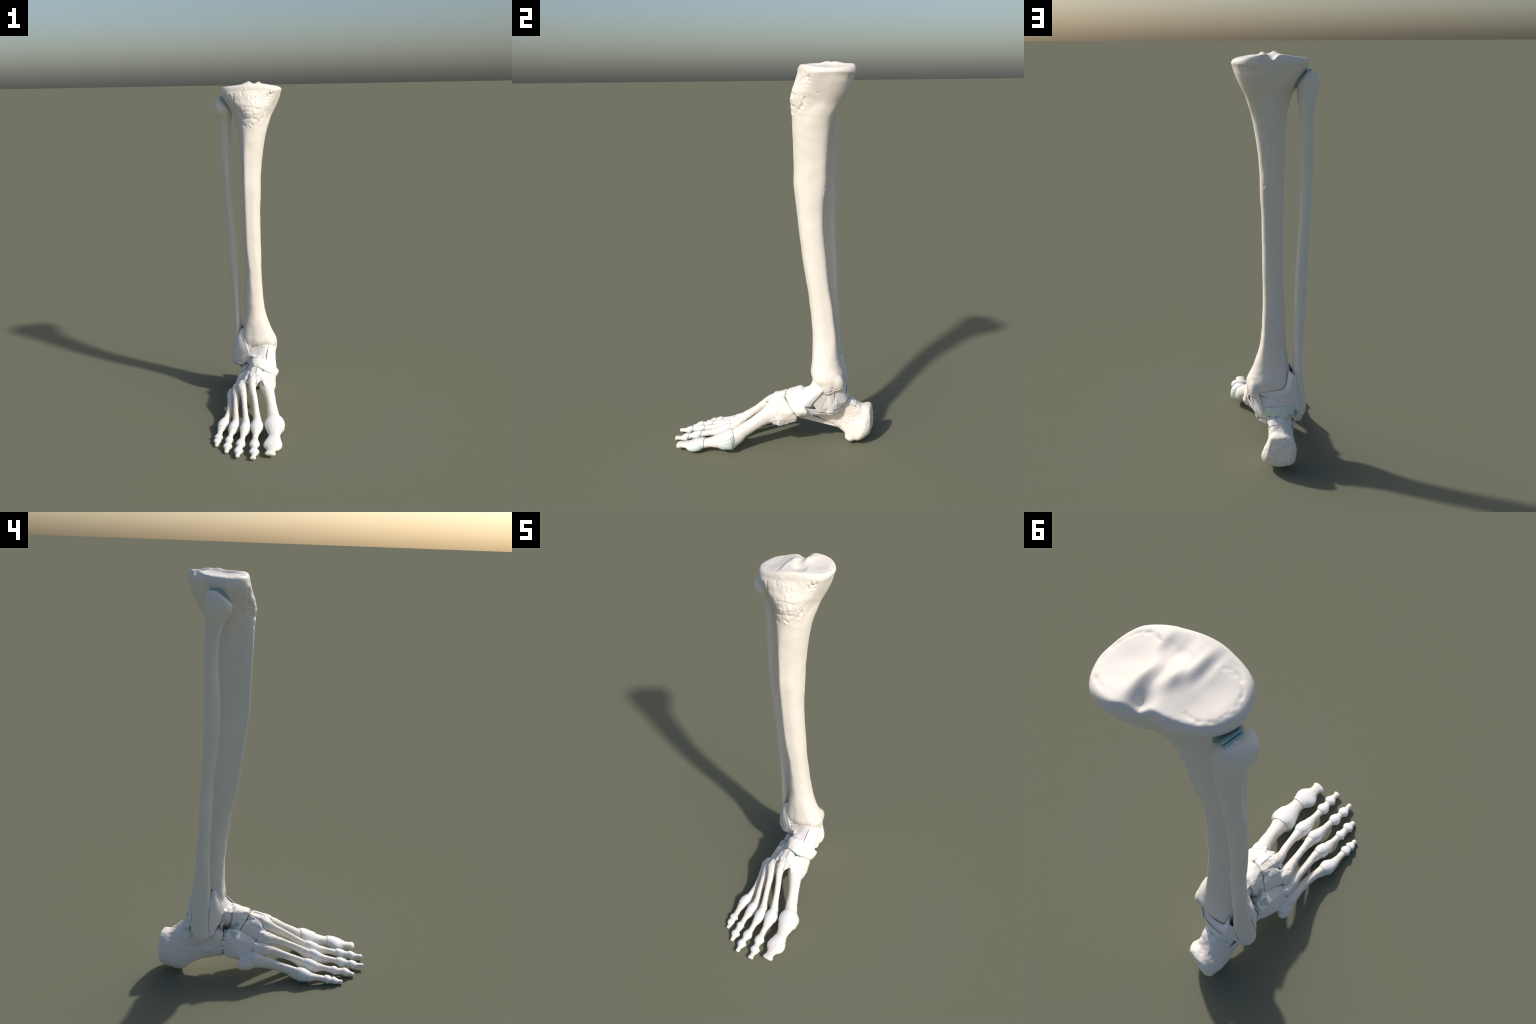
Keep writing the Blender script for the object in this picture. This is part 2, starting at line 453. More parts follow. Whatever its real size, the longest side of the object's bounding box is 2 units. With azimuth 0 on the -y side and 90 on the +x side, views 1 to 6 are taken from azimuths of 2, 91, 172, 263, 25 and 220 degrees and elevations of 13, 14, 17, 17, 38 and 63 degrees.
def build_fibula():
    keys = [0.213, 0.30, 0.50, 0.80, 1.50, 1.75, 1.92]
    secs = [FS_ROUND, FS_LOW, FS_LOW, FS_SHAFT, FS_SHAFT, FS_ROUND, FS_ROUND]
    zs = np.concatenate([np.linspace(0.213, 0.27, 12), np.arange(0.28, 1.75, 0.012), np.arange(1.75, 1.917, 0.006)])
    bs = smooth_table(FIB_Z, FIB_B, zs)
    bs[:, 0] += 0.002
    v, f = loft([section_ring(z, keys, secs, b, 56) for z, b in zip(zs, bs)])
    me = fuse("fibula", [(v, f)], 0.0032, 3)
    carve(me, [([V(-0.12, 0.27, 0.62), V(-0.145, 0.265, 1.0), V(-0.15, 0.25, 1.3)], 0.014, -0.0025),
               ([V(-0.155, 0.35, 0.75), V(-0.165, 0.33, 1.05)], 0.018, 0.002),
               ([V(-0.105, 0.33, 0.62), V(-0.09, 0.325, 1.0)], 0.015, 0.002)])
    roughen(me, 0.0020, 26, lambda P: bell(P[:, 2], 1.85, 0.08) + bell(P[:, 2], 0.27, 0.08))
    roughen(me, 0.0010, 10, None, 3.0)
    return bone("fibula", me, BONE)

build_fibula()

# ------------------------------------------------------------------ hind foot
def profile_loft(stations, n=40):
    """stations along y: (y, [8 (x, z) control points])"""
    ys = [s[0] for s in stations]
    tab = [np.asarray(s[1], float).ravel() for s in stations]
    order = np.argsort(ys)
    ys = np.array(ys)[order]
    tab = np.array(tab)[order]
    q = np.linspace(ys[0], ys[-1], 60)
    S = smooth_table(ys, tab, q)
    rings = []
    for y, s in zip(q, S):
        s = s.reshape(-1, 2)
        c = catmull(s, n, closed=True)
        lo, hi = c.min(0), c.max(0)
        c = s.min(0) + (c - lo) / (hi - lo) * (s.max(0) - s.min(0))
        rings.append(np.column_stack([c[:, 0], np.full(n, y), c[:, 1]]))
    return loft(rings)

def build_calcaneus():
    # control points: top-lateral, top-medial, medial upper, medial lower, bottom medial, bottom lateral, lateral lower, lateral upper
    st = [
        (0.541, [(-0.005, 0.160), (0.035, 0.160), (0.055, 0.145), (0.062, 0.108), (0.045, 0.085), (0.000, 0.082), (-0.030, 0.100), (-0.030, 0.140)]),
        (0.536, [(-0.008, 0.190), (0.042, 0.188), (0.070, 0.165), (0.082, 0.105), (0.055, 0.070), (-0.005, 0.065), (-0.046, 0.090), (-0.044, 0.150)]),
        (0.529, [(-0.020, 0.207), (0.056, 0.206), (0.074, 0.172), (0.092, 0.095), (0.060, 0.054), (-0.006, 0.050), (-0.052, 0.078), (-0.050, 0.155)]),
        (0.512, [(-0.016, 0.213), (0.054, 0.212), (0.076, 0.175), (0.102, 0.085), (0.064, 0.040), (-0.008, 0.038), (-0.056, 0.070), (-0.055, 0.160)]),
        (0.480, [(-0.006, 0.213), (0.050, 0.213), (0.074, 0.170), (0.108, 0.075), (0.066, 0.022), (-0.012, 0.020), (-0.064, 0.060), (-0.060, 0.160)]),
        (0.445, [(-0.012, 0.229), (0.052, 0.230), (0.072, 0.170), (0.102, 0.058), (0.056, 0.012), (-0.015, 0.006), (-0.064, 0.052), (-0.060, 0.160)]),
        (0.415, [(-0.020, 0.245), (0.056, 0.247), (0.066, 0.165), (0.088, 0.050), (0.046, 0.020), (-0.016, 0.010), (-0.062, 0.048), (-0.060, 0.160)]),
        (0.395, [(-0.030, 0.250), (0.058, 0.252), (0.060, 0.165), (0.074, 0.055), (0.040, 0.028), (-0.016, 0.022), (-0.060, 0.055), (-0.062, 0.160)]),
        (0.375, [(-0.040, 0.258), (0.060, 0.260), (0.054, 0.165), (0.058, 0.080), (0.036, 0.056), (-0.016, 0.046), (-0.058, 0.068), (-0.063, 0.160)]),
        (0.340, [(-0.044, 0.256), (0.050, 0.255), (0.050, 0.170), (0.046, 0.100), (0.026, 0.080), (-0.018, 0.068), (-0.058, 0.085), (-0.066, 0.165)]),
        (0.290, [(-0.050, 0.238), (0.030, 0.230), (0.042, 0.170), (0.034, 0.120), (0.010, 0.100), (-0.020, 0.088), (-0.056, 0.100), (-0.068, 0.165)]),
        (0.240, [(-0.058, 0.232), (0.010, 0.234), (0.030, 0.180), (0.022, 0.130), (0.000, 0.112), (-0.030, 0.104), (-0.062, 0.112), (-0.073, 0.170)]),
        (0.212, [(-0.056, 0.228), (-0.002, 0.232), (0.022, 0.185), (0.012, 0.135), (-0.006, 0.120), (-0.036, 0.114), (-0.068, 0.124), (-0.074, 0.170)]),
    ]
    shelf = hull([V(0.03, 0.25, 0.215), V(0.03, 0.335, 0.225), V(0.03, 0.26, 0.165), V(0.03, 0.33, 0.16), V(0.10, 0.275, 0.206), V(0.107, 0.295, 0.203),
                  V(0.098, 0.325, 0.212), V(0.10, 0.28, 0.188), V(0.105, 0.305, 0.186), V(0.06, 0.35, 0.20)])
    tubercle = ellipsoid((0.056, 0.412, 0.040), (0.034, 0.032, 0.024))
    peroneal = ellipsoid((-0.064, 0.292, 0.145), (0.012, 0.030, 0.018))
    me = fuse("calcaneus", [profile_loft(st), shelf, tubercle, peroneal], 0.0032, 6)
    P = coords(me)                        # the heel end is cut obliquely: its inner side ends further forward
    t = np.clip((P[:, 1] - 0.43) / 0.10, 0, 1)
    P[:, 1] -= 0.24 * np.clip(P[:, 0] + 0.02, 0, 1) * t * t * (3 - 2 * t)
    set_coords(me, P)
    carve(me, [([V(0.062, 0.45, 0.15), V(0.062, 0.38, 0.13)], 0.04, 0.006), ([V(0.07, 0.46, 0.175), V(0.07, 0.49, 0.178)], 0.008, 0.003),
               ([V(0.065, 0.44, 0.205)], 0.012, 0.004), ([V(0.09, 0.49, 0.05)], 0.008, 0.003), ([V(0.05, 0.365, 0.15), V(0.05, 0.34, 0.16)], 0.010, 0.003)])
    roughen(me, 0.0026, 36, None, 2.0)
    return bone("calcaneus", me, FOOTBONE)

build_calcaneus()

def build_talus():
    body = hull([V(-0.050, 0.245, 0.345), V(-0.050, 0.345, 0.345), V(-0.040, 0.23, 0.362), V(-0.040, 0.355, 0.362), V(0.118, 0.235, 0.362), V(0.118, 0.335, 0.362),
                 V(0.030, 0.225, 0.366), V(0.03, 0.36, 0.362), V(-0.060, 0.26, 0.262), V(-0.060, 0.34, 0.262), V(-0.02, 0.23, 0.262), V(0.122, 0.235, 0.285),
                 V(0.120, 0.325, 0.262), V(0.116, 0.25, 0.226), V(0.112, 0.325, 0.222), V(0.03, 0.392, 0.258), V(-0.02, 0.385, 0.268), V(0.085, 0.376, 0.270), V(0.078, 0.372, 0.236), V(0.03, 0.25, 0.225)])
    neck = hull([V(0.010, 0.23, 0.322), V(0.105, 0.23, 0.318), V(0.005, 0.195, 0.316), V(0.04, 0.185, 0.314), V(0.10, 0.19, 0.300), V(0.0, 0.20, 0.25), V(0.10, 0.20, 0.235), V(0.0, 0.24, 0.24), V(0.1, 0.24, 0.24)])
    head = ellipsoid((0.062, 0.190, 0.268), (0.064, 0.045, 0.056))
    me = fuse("talus", [body, neck, head], 0.0032, 16)
    inflate(me, 0.003)
    roughen(me, 0.0015, 30, None, 4.0)
    return bone("talus", me, FOOTBONE)

build_talus()

# ------------------------------------------------------------------ mid foot: rounded blocks
def block(name, pts, seed, voxel=0.0028, smooth=22, rough=0.0018, puff=0.0058):
    me = fuse(name, [hull([V(*p) for p in pts])], voxel, smooth)
    inflate(me, puff)
    roughen(me, rough, 42, None, seed)
    return bone(name, me, FOOTBONE)

navicular = block("navicular_bone", [
    (-0.033, 0.130, 0.236), (-0.008, 0.100, 0.264), (0.021, 0.082, 0.300), (0.050, 0.070, 0.300), (0.082, 0.066, 0.284), (0.120, 0.086, 0.255), (0.146, 0.108, 0.226),
    (0.143, 0.124, 0.202), (0.08, 0.13, 0.180), (0.02, 0.145, 0.195),
    (-0.020, 0.160, 0.250), (0.006, 0.150, 0.312), (0.045, 0.150, 0.320), (0.090, 0.148, 0.309), (0.135, 0.150, 0.280), (0.166, 0.150, 0.236), (0.164, 0.168, 0.230), (0.150, 0.176, 0.215), (0.08, 0.165, 0.185), (0.0, 0.168, 0.21)], 1.0)
cun1 = block("cuneiform_bone", [
    (0.078, 0.052, 0.274), (0.112, 0.074, 0.250), (0.143, 0.098, 0.222), (0.137, 0.115, 0.190), (0.126, 0.118, 0.168), (0.100, 0.110, 0.158), (0.082, 0.09, 0.175),
    (0.066, -0.022, 0.252), (0.074, -0.030, 0.248), (0.134, 0.012, 0.233), (0.147, 0.04, 0.215), (0.146, 0.03, 0.180), (0.128, 0.026, 0.140), (0.095, 0.024, 0.140), (0.076, -0.01, 0.19), (0.062, 0.02, 0.268)], 2.0)
cun2 = block("cuneiform_bone.001", [
    (0.070, 0.052, 0.276), (0.045, 0.056, 0.292), (0.012, 0.072, 0.292), (0.004, 0.080, 0.268), (0.03, 0.09, 0.20),
    (0.060, -0.004, 0.262), (0.035, 0.000, 0.272), (-0.002, 0.008, 0.268), (0.0, 0.012, 0.235), (0.03, 0.02, 0.19), (0.055, 0.0, 0.22)], 3.0)
cun3 = block("cuneiform_bone.002", [
    (-0.004, 0.080, 0.272), (-0.018, 0.092, 0.262), (-0.033, 0.118, 0.232), (0.0, 0.11, 0.18), (-0.02, 0.12, 0.19),
    (-0.006, 0.018, 0.262), (-0.033, 0.016, 0.242), (-0.066, 0.040, 0.199), (-0.05, 0.04, 0.165), (0.0, 0.03, 0.18), (-0.058, 0.05, 0.195)], 4.0)
cuboid = block("cuboid_bone", [
    (-0.032, 0.136, 0.234), (-0.040, 0.186, 0.236), (-0.066, 0.196, 0.222), (-0.075, 0.203, 0.175), (-0.077, 0.203, 0.130), (-0.080, 0.185, 0.110), (-0.050, 0.197, 0.108), (-0.01, 0.195, 0.13), (0.0, 0.18, 0.20),
    (-0.070, 0.052, 0.193), (-0.090, 0.058, 0.178), (-0.106, 0.074, 0.154), (-0.110, 0.130, 0.132), (-0.098, 0.13, 0.105), (-0.06, 0.06, 0.13), (-0.03, 0.06, 0.155), (-0.02, 0.12, 0.13)], 5.0)

# ------------------------------------------------------------------ rays: metatarsals and toes
def frames(C):
    """tangent, side, up per point of a centre line; side is kept horizontal"""
    T = np.gradient(C, axis=0)
    T /= np.linalg.norm(T, axis=1)[:, None]
    S = np.cross(T, V(0, 0, 1)); S /= np.linalg.norm(S, axis=1)[:, None]
    return T, S, np.cross(S, T)

def tube(stations, n_len, n=40, power=2.15, round_ends=(True, True), roll=0.0):
    """stations: (dorsal point, width, height[, roll]) -> swept rounded tube; dorsal points lie on the upper surface"""
    P = np.array([s[0] for s in stations], float)
    W = np.array([[s[1], s[2], s[3] if len(s) > 3 else roll] for s in stations], float)
    L = np.concatenate([[0], np.cumsum(np.linalg.norm(np.diff(P, axis=0), axis=1))])
    q = np.linspace(0, L[-1], n_len)
    D = smooth_table(L, P, q)
    WH = smooth_table(L, W, q)
    T, S, U = frames(D)
    rings = []
    a = np.linspace(0, 2 * math.pi, n, endpoint=False)
    ca, sa = np.cos(a), np.sin(a)
    cx = np.sign(ca) * np.abs(ca) ** (2 / power)
    sy = np.sign(sa) * np.abs(sa) ** (2 / power)
    for k in range(n_len):
        w, h, r = WH[k]
        c = D[k] - U[k] * h / 2
        s = S[k] * math.cos(r) + U[k] * math.sin(r)
        u = U[k] * math.cos(r) - S[k] * math.sin(r)
        rings.append(c + np.outer(cx * w / 2, s) + np.outer(sy * h / 2, u))
    def end(ring, t, depth):
        m = ring.mean(0)
        return [m + (ring - m) * s + t * depth * d for s, d in ((0.86, 0.55), (0.62, 0.85), (0.3, 1.0))]
    if round_ends[0]:
        rings = end(rings[0], -T[0], 0.28 * min(WH[0][:2]))[::-1] + rings
    if round_ends[1]:
        rings = rings + end(rings[-1], T[-1], 0.28 * min(WH[-1][:2]))
    return rings

def place(name, verts, faces, mat, along, parent=None, as_bone=False):
    """object with local Y along `along`, so fibre textures follow it"""
    P = np.array(verts, float)
    c = P.mean(0)
    y = np.array(along, float); y /= np.linalg.norm(y)
    x = np.cross(y, V(0, 0, 1))
    if np.linalg.norm(x) < 1e-3:
        x = V(1, 0, 0)
    x /= np.linalg.norm(x)
    z = np.cross(x, y)
    R = np.column_stack([x, y, z])
    me = mesh_of(name, (P - c) @ R, faces)
    ob = add_object(name, me, mat, parent)
    M = Matrix.Identity(4)
    for i in range(3):
        for j in range(3):
            M[i][j] = R[i, j]
        M[i][3] = c[i]
    ob.matrix_world = M
    return ob

def long_bone(name, stations, seed, n_len=46, power=2.15, strokes=(), roll=0.0, extra=(), smooth=3):
    v, f = loft(tube(stations, n_len, 44, power, roll=roll))
    me = fuse(name, [(v, f), *extra], 0.0024, smooth)
    if strokes:
        carve(me, strokes)
    roughen(me, 0.0011, 45, None, seed)
    return bone(name, me, FOOTBONE)

TOES = [
    dict(  # great toe
        mt=[((0.100, -0.018, 0.243), 0.088, 0.112), ((0.107, -0.045, 0.230), 0.080, 0.098), ((0.118, -0.085, 0.204), 0.066, 0.078), ((0.127, -0.130, 0.172), 0.060, 0.068),
            ((0.136, -0.180, 0.143), 0.064, 0.070), ((0.143, -0.215, 0.122), 0.074, 0.082), ((0.146, -0.245, 0.110), 0.096, 0.092), ((0.147, -0.272, 0.095), 0.098, 0.080)],
        cap1=[((0.144, -0.222, 0.1225), 0.088, 0.094), ((0.146, -0.240, 0.119), 0.112, 0.104), ((0.147, -0.262, 0.111), 0.119, 0.104), ((0.147, -0.286, 0.099), 0.112, 0.090), ((0.145, -0.308, 0.090), 0.092, 0.070)],
        pp=[((0.146, -0.280, 0.092), 0.090, 0.070), ((0.146, -0.300, 0.089), 0.092, 0.068), ((0.146, -0.325, 0.081), 0.078, 0.056), ((0.145, -0.352, 0.073), 0.064, 0.046), ((0.144, -0.378, 0.068), 0.066, 0.046), ((0.141, -0.400, 0.062), 0.072, 0.046)],
        cap2=[((0.1445, -0.372, 0.0725), 0.072, 0.050), ((0.142, -0.392, 0.070), 0.084, 0.058), ((0.139, -0.412, 0.064), 0.098, 0.060), ((0.135, -0.432, 0.055), 0.106, 0.054), ((0.132, -0.446, 0.051), 0.094, 0.046)],
        dp=[((0.137, -0.415, 0.056), 0.094, 0.048), ((0.135, -0.438, 0.051), 0.100, 0.046), ((0.132, -0.455, 0.048), 0.080, 0.040), ((0.129, -0.472, 0.045), 0.052, 0.032), ((0.127, -0.488, 0.043), 0.048, 0.028), ((0.124, -0.506, 0.042), 0.062, 0.032), ((0.122, -0.517, 0.036), 0.060, 0.026)]),
    dict(  # second toe
        mt=[((0.018, 0.002, 0.268), 0.058, 0.088), ((0.014, -0.024, 0.260), 0.064, 0.080), ((0.013, -0.046, 0.244), 0.052, 0.060), ((0.016, -0.068, 0.226), 0.040, 0.048), ((0.026, -0.105, 0.199), 0.034, 0.039), ((0.035, -0.154, 0.164), 0.033, 0.036),
            ((0.042, -0.200, 0.132), 0.036, 0.042), ((0.046, -0.238, 0.108), 0.048, 0.066), ((0.045, -0.262, 0.096), 0.058, 0.072), ((0.044, -0.278, 0.085), 0.050, 0.058)],
        cap1=[((0.046, -0.238, 0.111), 0.046, 0.072), ((0.045, -0.254, 0.107), 0.064, 0.084), ((0.044, -0.270, 0.101), 0.073, 0.084), ((0.043, -0.288, 0.092), 0.070, 0.072), ((0.042, -0.303, 0.0855), 0.058, 0.058)],
        pp=[((0.043, -0.282, 0.086), 0.054, 0.056), ((0.042, -0.300, 0.0835), 0.057, 0.054), ((0.041, -0.325, 0.076), 0.046, 0.042), ((0.039, -0.355, 0.067), 0.033, 0.031), ((0.038, -0.385, 0.061), 0.032, 0.030), ((0.037, -0.412, 0.055), 0.042, 0.036)],
        cap2=[((0.038, -0.400, 0.0605), 0.040, 0.038), ((0.037, -0.412, 0.060), 0.052, 0.046), ((0.036, -0.425, 0.057), 0.057, 0.047), ((0.035, -0.437, 0.053), 0.052, 0.046), ((0.035, -0.446, 0.0495), 0.040, 0.036)],
        mp=[((0.036, -0.425, 0.052), 0.044, 0.036), ((0.035, -0.445, 0.048), 0.040, 0.033), ((0.035, -0.457, 0.045), 0.032, 0.028), ((0.036, -0.470, 0.042), 0.036, 0.030), ((0.036, -0.482, 0.038), 0.040, 0.028)],
        cap3=[((0.036, -0.467, 0.0445), 0.038, 0.034), ((0.036, -0.478, 0.044), 0.052, 0.042), ((0.036, -0.488, 0.040), 0.056, 0.040), ((0.036, -0.500, 0.0345), 0.044, 0.031)],
        dp=[((0.036, -0.482, 0.035), 0.046, 0.030), ((0.036, -0.498, 0.033), 0.042, 0.028), ((0.034, -0.512, 0.029), 0.027, 0.021), ((0.032, -0.526, 0.028), 0.027, 0.020), ((0.031, -0.537, 0.027), 0.037, 0.021)]),
    dict(  # third toe
        mt=[((-0.050, 0.020, 0.228), 0.066, 0.084), ((-0.048, -0.008, 0.224), 0.070, 0.080), ((-0.044, -0.036, 0.211), 0.060, 0.064), ((-0.041, -0.062, 0.196), 0.044, 0.048), ((-0.036, -0.100, 0.176), 0.035, 0.039), ((-0.030, -0.150, 0.150), 0.031, 0.035),
            ((-0.023, -0.205, 0.119), 0.034, 0.042), ((-0.019, -0.245, 0.098), 0.046, 0.062), ((-0.021, -0.268, 0.086), 0.052, 0.066), ((-0.024, -0.282, 0.076), 0.046, 0.054)],
        cap1=[((-0.0185, -0.247, 0.0995), 0.043, 0.066), ((-0.020, -0.262, 0.096), 0.058, 0.080), ((-0.023, -0.277, 0.090), 0.064, 0.080), ((-0.026, -0.292, 0.082), 0.061, 0.068), ((-0.028, -0.304, 0.0765), 0.050, 0.054)],
        pp=[((-0.025, -0.286, 0.077), 0.050, 0.052), ((-0.027, -0.302, 0.0745), 0.052, 0.050), ((-0.030, -0.325, 0.068), 0.042, 0.040), ((-0.033, -0.352, 0.060), 0.030, 0.029), ((-0.037, -0.380, 0.055), 0.031, 0.029), ((-0.041, -0.404, 0.050), 0.040, 0.034)],
        cap2=[((-0.0375, -0.388, 0.0555), 0.038, 0.036), ((-0.040, -0.401, 0.0555), 0.050, 0.046), ((-0.043, -0.415, 0.053), 0.055, 0.046), ((-0.045, -0.427, 0.049), 0.049, 0.044), ((-0.047, -0.435, 0.046), 0.037, 0.034)],
        mp=[((-0.043, -0.414, 0.048), 0.042, 0.034), ((-0.046, -0.434, 0.045), 0.036, 0.031), ((-0.048, -0.446, 0.043), 0.029, 0.026), ((-0.050, -0.458, 0.041), 0.034, 0.028), ((-0.051, -0.470, 0.037), 0.038, 0.027)],
        cap3=[((-0.0485, -0.454, 0.0435), 0.035, 0.032), ((-0.050, -0.466, 0.043), 0.049, 0.041), ((-0.051, -0.477, 0.039), 0.052, 0.039), ((-0.052, -0.489, 0.0345), 0.042, 0.031)],
        dp=[((-0.051, -0.470, 0.035), 0.044, 0.029), ((-0.052, -0.486, 0.033), 0.040, 0.027), ((-0.053, -0.500, 0.030), 0.026, 0.021), ((-0.054, -0.514, 0.029), 0.024, 0.019), ((-0.055, -0.523, 0.028), 0.025, 0.018)]),
    dict(  # fourth toe
        mt=[((-0.088, 0.048, 0.192), 0.058, 0.074), ((-0.088, 0.015, 0.187), 0.062, 0.074), ((-0.088, -0.015, 0.174), 0.054, 0.062), ((-0.087, -0.042, 0.161), 0.042, 0.048), ((-0.086, -0.080, 0.142), 0.036, 0.040), ((-0.084, -0.130, 0.119), 0.033, 0.036),
            ((-0.081, -0.175, 0.098), 0.035, 0.044), ((-0.082, -0.212, 0.081), 0.046, 0.060), ((-0.087, -0.234, 0.072), 0.052, 0.064), ((-0.091, -0.248, 0.065), 0.046, 0.054)],
        cap1=[((-0.0815, -0.211, 0.0845), 0.045, 0.064), ((-0.085, -0.226, 0.083), 0.058, 0.078), ((-0.089, -0.242, 0.079), 0.064, 0.078), ((-0.093, -0.257, 0.072), 0.060, 0.066), ((-0.096, -0.269, 0.068), 0.051, 0.056)],
        pp=[((-0.093, -0.252, 0.068), 0.048, 0.052), ((-0.096, -0.268, 0.0655), 0.052, 0.052), ((-0.099, -0.290, 0.060), 0.042, 0.040), ((-0.103, -0.315, 0.053), 0.029, 0.028), ((-0.106, -0.338, 0.048), 0.030, 0.028), ((-0.109, -0.362, 0.044), 0.038, 0.033)],
        cap2=[((-0.106, -0.346, 0.0485), 0.036, 0.034), ((-0.108, -0.355, 0.0495), 0.046, 0.043), ((-0.110, -0.366, 0.048), 0.049, 0.043), ((-0.1115, -0.377, 0.0425), 0.037, 0.034)],
        mp=[((-0.109, -0.362, 0.043), 0.040, 0.034), ((-0.112, -0.380, 0.041), 0.037, 0.032), ((-0.113, -0.394, 0.040), 0.032, 0.029), ((-0.114, -0.412, 0.037), 0.038, 0.030)],
        cap3=[((-0.113, -0.403, 0.0405), 0.037, 0.033), ((-0.114, -0.414, 0.0405), 0.050, 0.041), ((-0.115, -0.425, 0.036), 0.052, 0.037), ((-0.116, -0.436, 0.031), 0.042, 0.031)],
        dp=[((-0.115, -0.420, 0.031), 0.044, 0.030), ((-0.116, -0.434, 0.029), 0.038, 0.027), ((-0.118, -0.448, 0.022), 0.029, 0.021), ((-0.119, -0.462, 0.017), 0.025, 0.017)]),
    dict(  # little toe
        mt=[((-0.118, 0.062, 0.154), 0.060, 0.088), ((-0.119, 0.035, 0.146), 0.060, 0.084), ((-0.121, 0.005, 0.132), 0.052, 0.070), ((-0.123, -0.030, 0.115), 0.042, 0.056), ((-0.127, -0.080, 0.094), 0.037, 0.046),
            ((-0.135, -0.125, 0.080), 0.038, 0.050), ((-0.145, -0.162, 0.070), 0.048, 0.062), ((-0.152, -0.188, 0.062), 0.056, 0.060), ((-0.157, -0.204, 0.054), 0.048, 0.050)],
        cap1=[((-0.146, -0.164, 0.0735), 0.050, 0.066), ((-0.151, -0.180, 0.072), 0.064, 0.072), ((-0.157, -0.197, 0.068), 0.069, 0.069), ((-0.162, -0.212, 0.061), 0.062, 0.060), ((-0.165, -0.224, 0.056), 0.050, 0.048)],
        pp=[((-0.160, -0.206, 0.056), 0.048, 0.046), ((-0.164, -0.222, 0.0535), 0.050, 0.045), ((-0.167, -0.244, 0.049), 0.038, 0.036), ((-0.169, -0.268, 0.043), 0.031, 0.028), ((-0.171, -0.290, 0.039), 0.031, 0.027), ((-0.173, -0.310, 0.035), 0.040, 0.031)],
        cap2=[((-0.1715, -0.299, 0.0395), 0.038, 0.032), ((-0.173, -0.309, 0.040), 0.050, 0.041), ((-0.174, -0.320, 0.037), 0.050, 0.038), ((-0.1755, -0.330, 0.033), 0.039, 0.031)],
        mp=[((-0.173, -0.314, 0.033), 0.042, 0.030), ((-0.176, -0.334, 0.030), 0.036, 0.027), ((-0.177, -0.350, 0.027), 0.038, 0.026)],
        cap3=[((-0.1765, -0.338, 0.0315), 0.038, 0.030), ((-0.177, -0.347, 0.031), 0.046, 0.031), ((-0.178, -0.357, 0.026), 0.040, 0.026), ((-0.178, -0.364, 0.023), 0.032, 0.023)],
        dp=[((-0.177, -0.348, 0.025), 0.038, 0.025), ((-0.178, -0.362, 0.021), 0.030, 0.021), ((-0.179, -0.374, 0.018), 0.022, 0.017), ((-0.180, -0.384, 0.018), 0.023, 0.017)]),
]

def capsule(stations, k):
    """joint sleeve: fibrous white upper shell and mint lower shell, each with its own thickness"""
    # curl both ends in to the bone so that the sleeve ends in a rounded cuff
    st = [(np.array(s[0], float), s[1], s[2] * (0.88 if i == 0 else 0.97)) for i, s in enumerate(stations)]
    d0 = st[1][0] - st[0][0]; d0 /= np.linalg.norm(d0)
    rings = tube(st, 26, 64, 2.2, round_ends=(False, False))
    def cuff(r, t, sgn):
        m = r.mean(0)
        return [m + (r - m) * 0.965 + t * 0.0016 * sgn, m + (r - m) * 0.90 + t * 0.0012 * sgn, m + (r - m) * 0.78]
    t1 = np.array(st[-1][0]) - np.array(st[-2][0]); t1 /= np.linalg.norm(t1)
    rings = cuff(rings[0], d0, -1)[::-1] + rings + cuff(rings[-1], t1, 1)
    R = np.array(rings)                      # (len, around, 3)
    n = R.shape[1]
    along = R[-1].mean(0) - R[0].mean(0)
    ang = np.linspace(0, 2 * math.pi, n, endpoint=False)   # 0 = one side, pi/2 = dorsal
    # fine ribs on the upper shell
    C = R.mean(axis=1, keepdims=True)
    rad = R - C
    rib = 0.006 * np.sin(ang * 46 + k) * (np.sin(ang) > -0.2)
    upper = C + rad * (1.012 + rib[None, :, None])
    def shell(idx, pts, name, mat, parent=None):
        m = len(idx)
        verts, faces = [], []
        for q in pts:
            verts += [q[i] for i in idx]
        inner0 = len(verts)
        for q, c in zip(pts, C[:, 0]):
            verts += [c + (q[i] - c) * 0.90 for i in idx]
        L = len(pts)
        for a in range(L - 1):
            for b in range(m - 1):
                p = a * m + b
                faces.append((p, p + 1, p + m + 1, p + m))
                p += inner0
                faces.append((p, p + m, p + m + 1, p + 1))
        for a in range(L - 1):
            for b in (0, m - 1):
                p = a * m + b
                faces.append((p, p + m, p + m + inner0, p + inner0) if b == 0 else (p, p + inner0, p + m + inner0, p + m))
        return place(name, verts, faces, mat, along, parent)
    lift = math.radians(20)
    up_idx = [i for i in range(n) if np.sin(ang[i]) > 0.42]
    up_idx = sorted(up_idx, key=lambda i: (ang[i] + math.pi / 2) % (2 * math.pi))
    lo_idx = [i for i in range(n) if np.sin(ang[i]) < 0.60]
    lo_idx = sorted(lo_idx, key=lambda i: (ang[i] - math.pi / 2) % (2 * math.pi))
    top = shell(up_idx, upper, "joint_capsule", CAPSULE)
    shell(lo_idx, C + rad * 0.998, "capsule_floor", MINT, top)

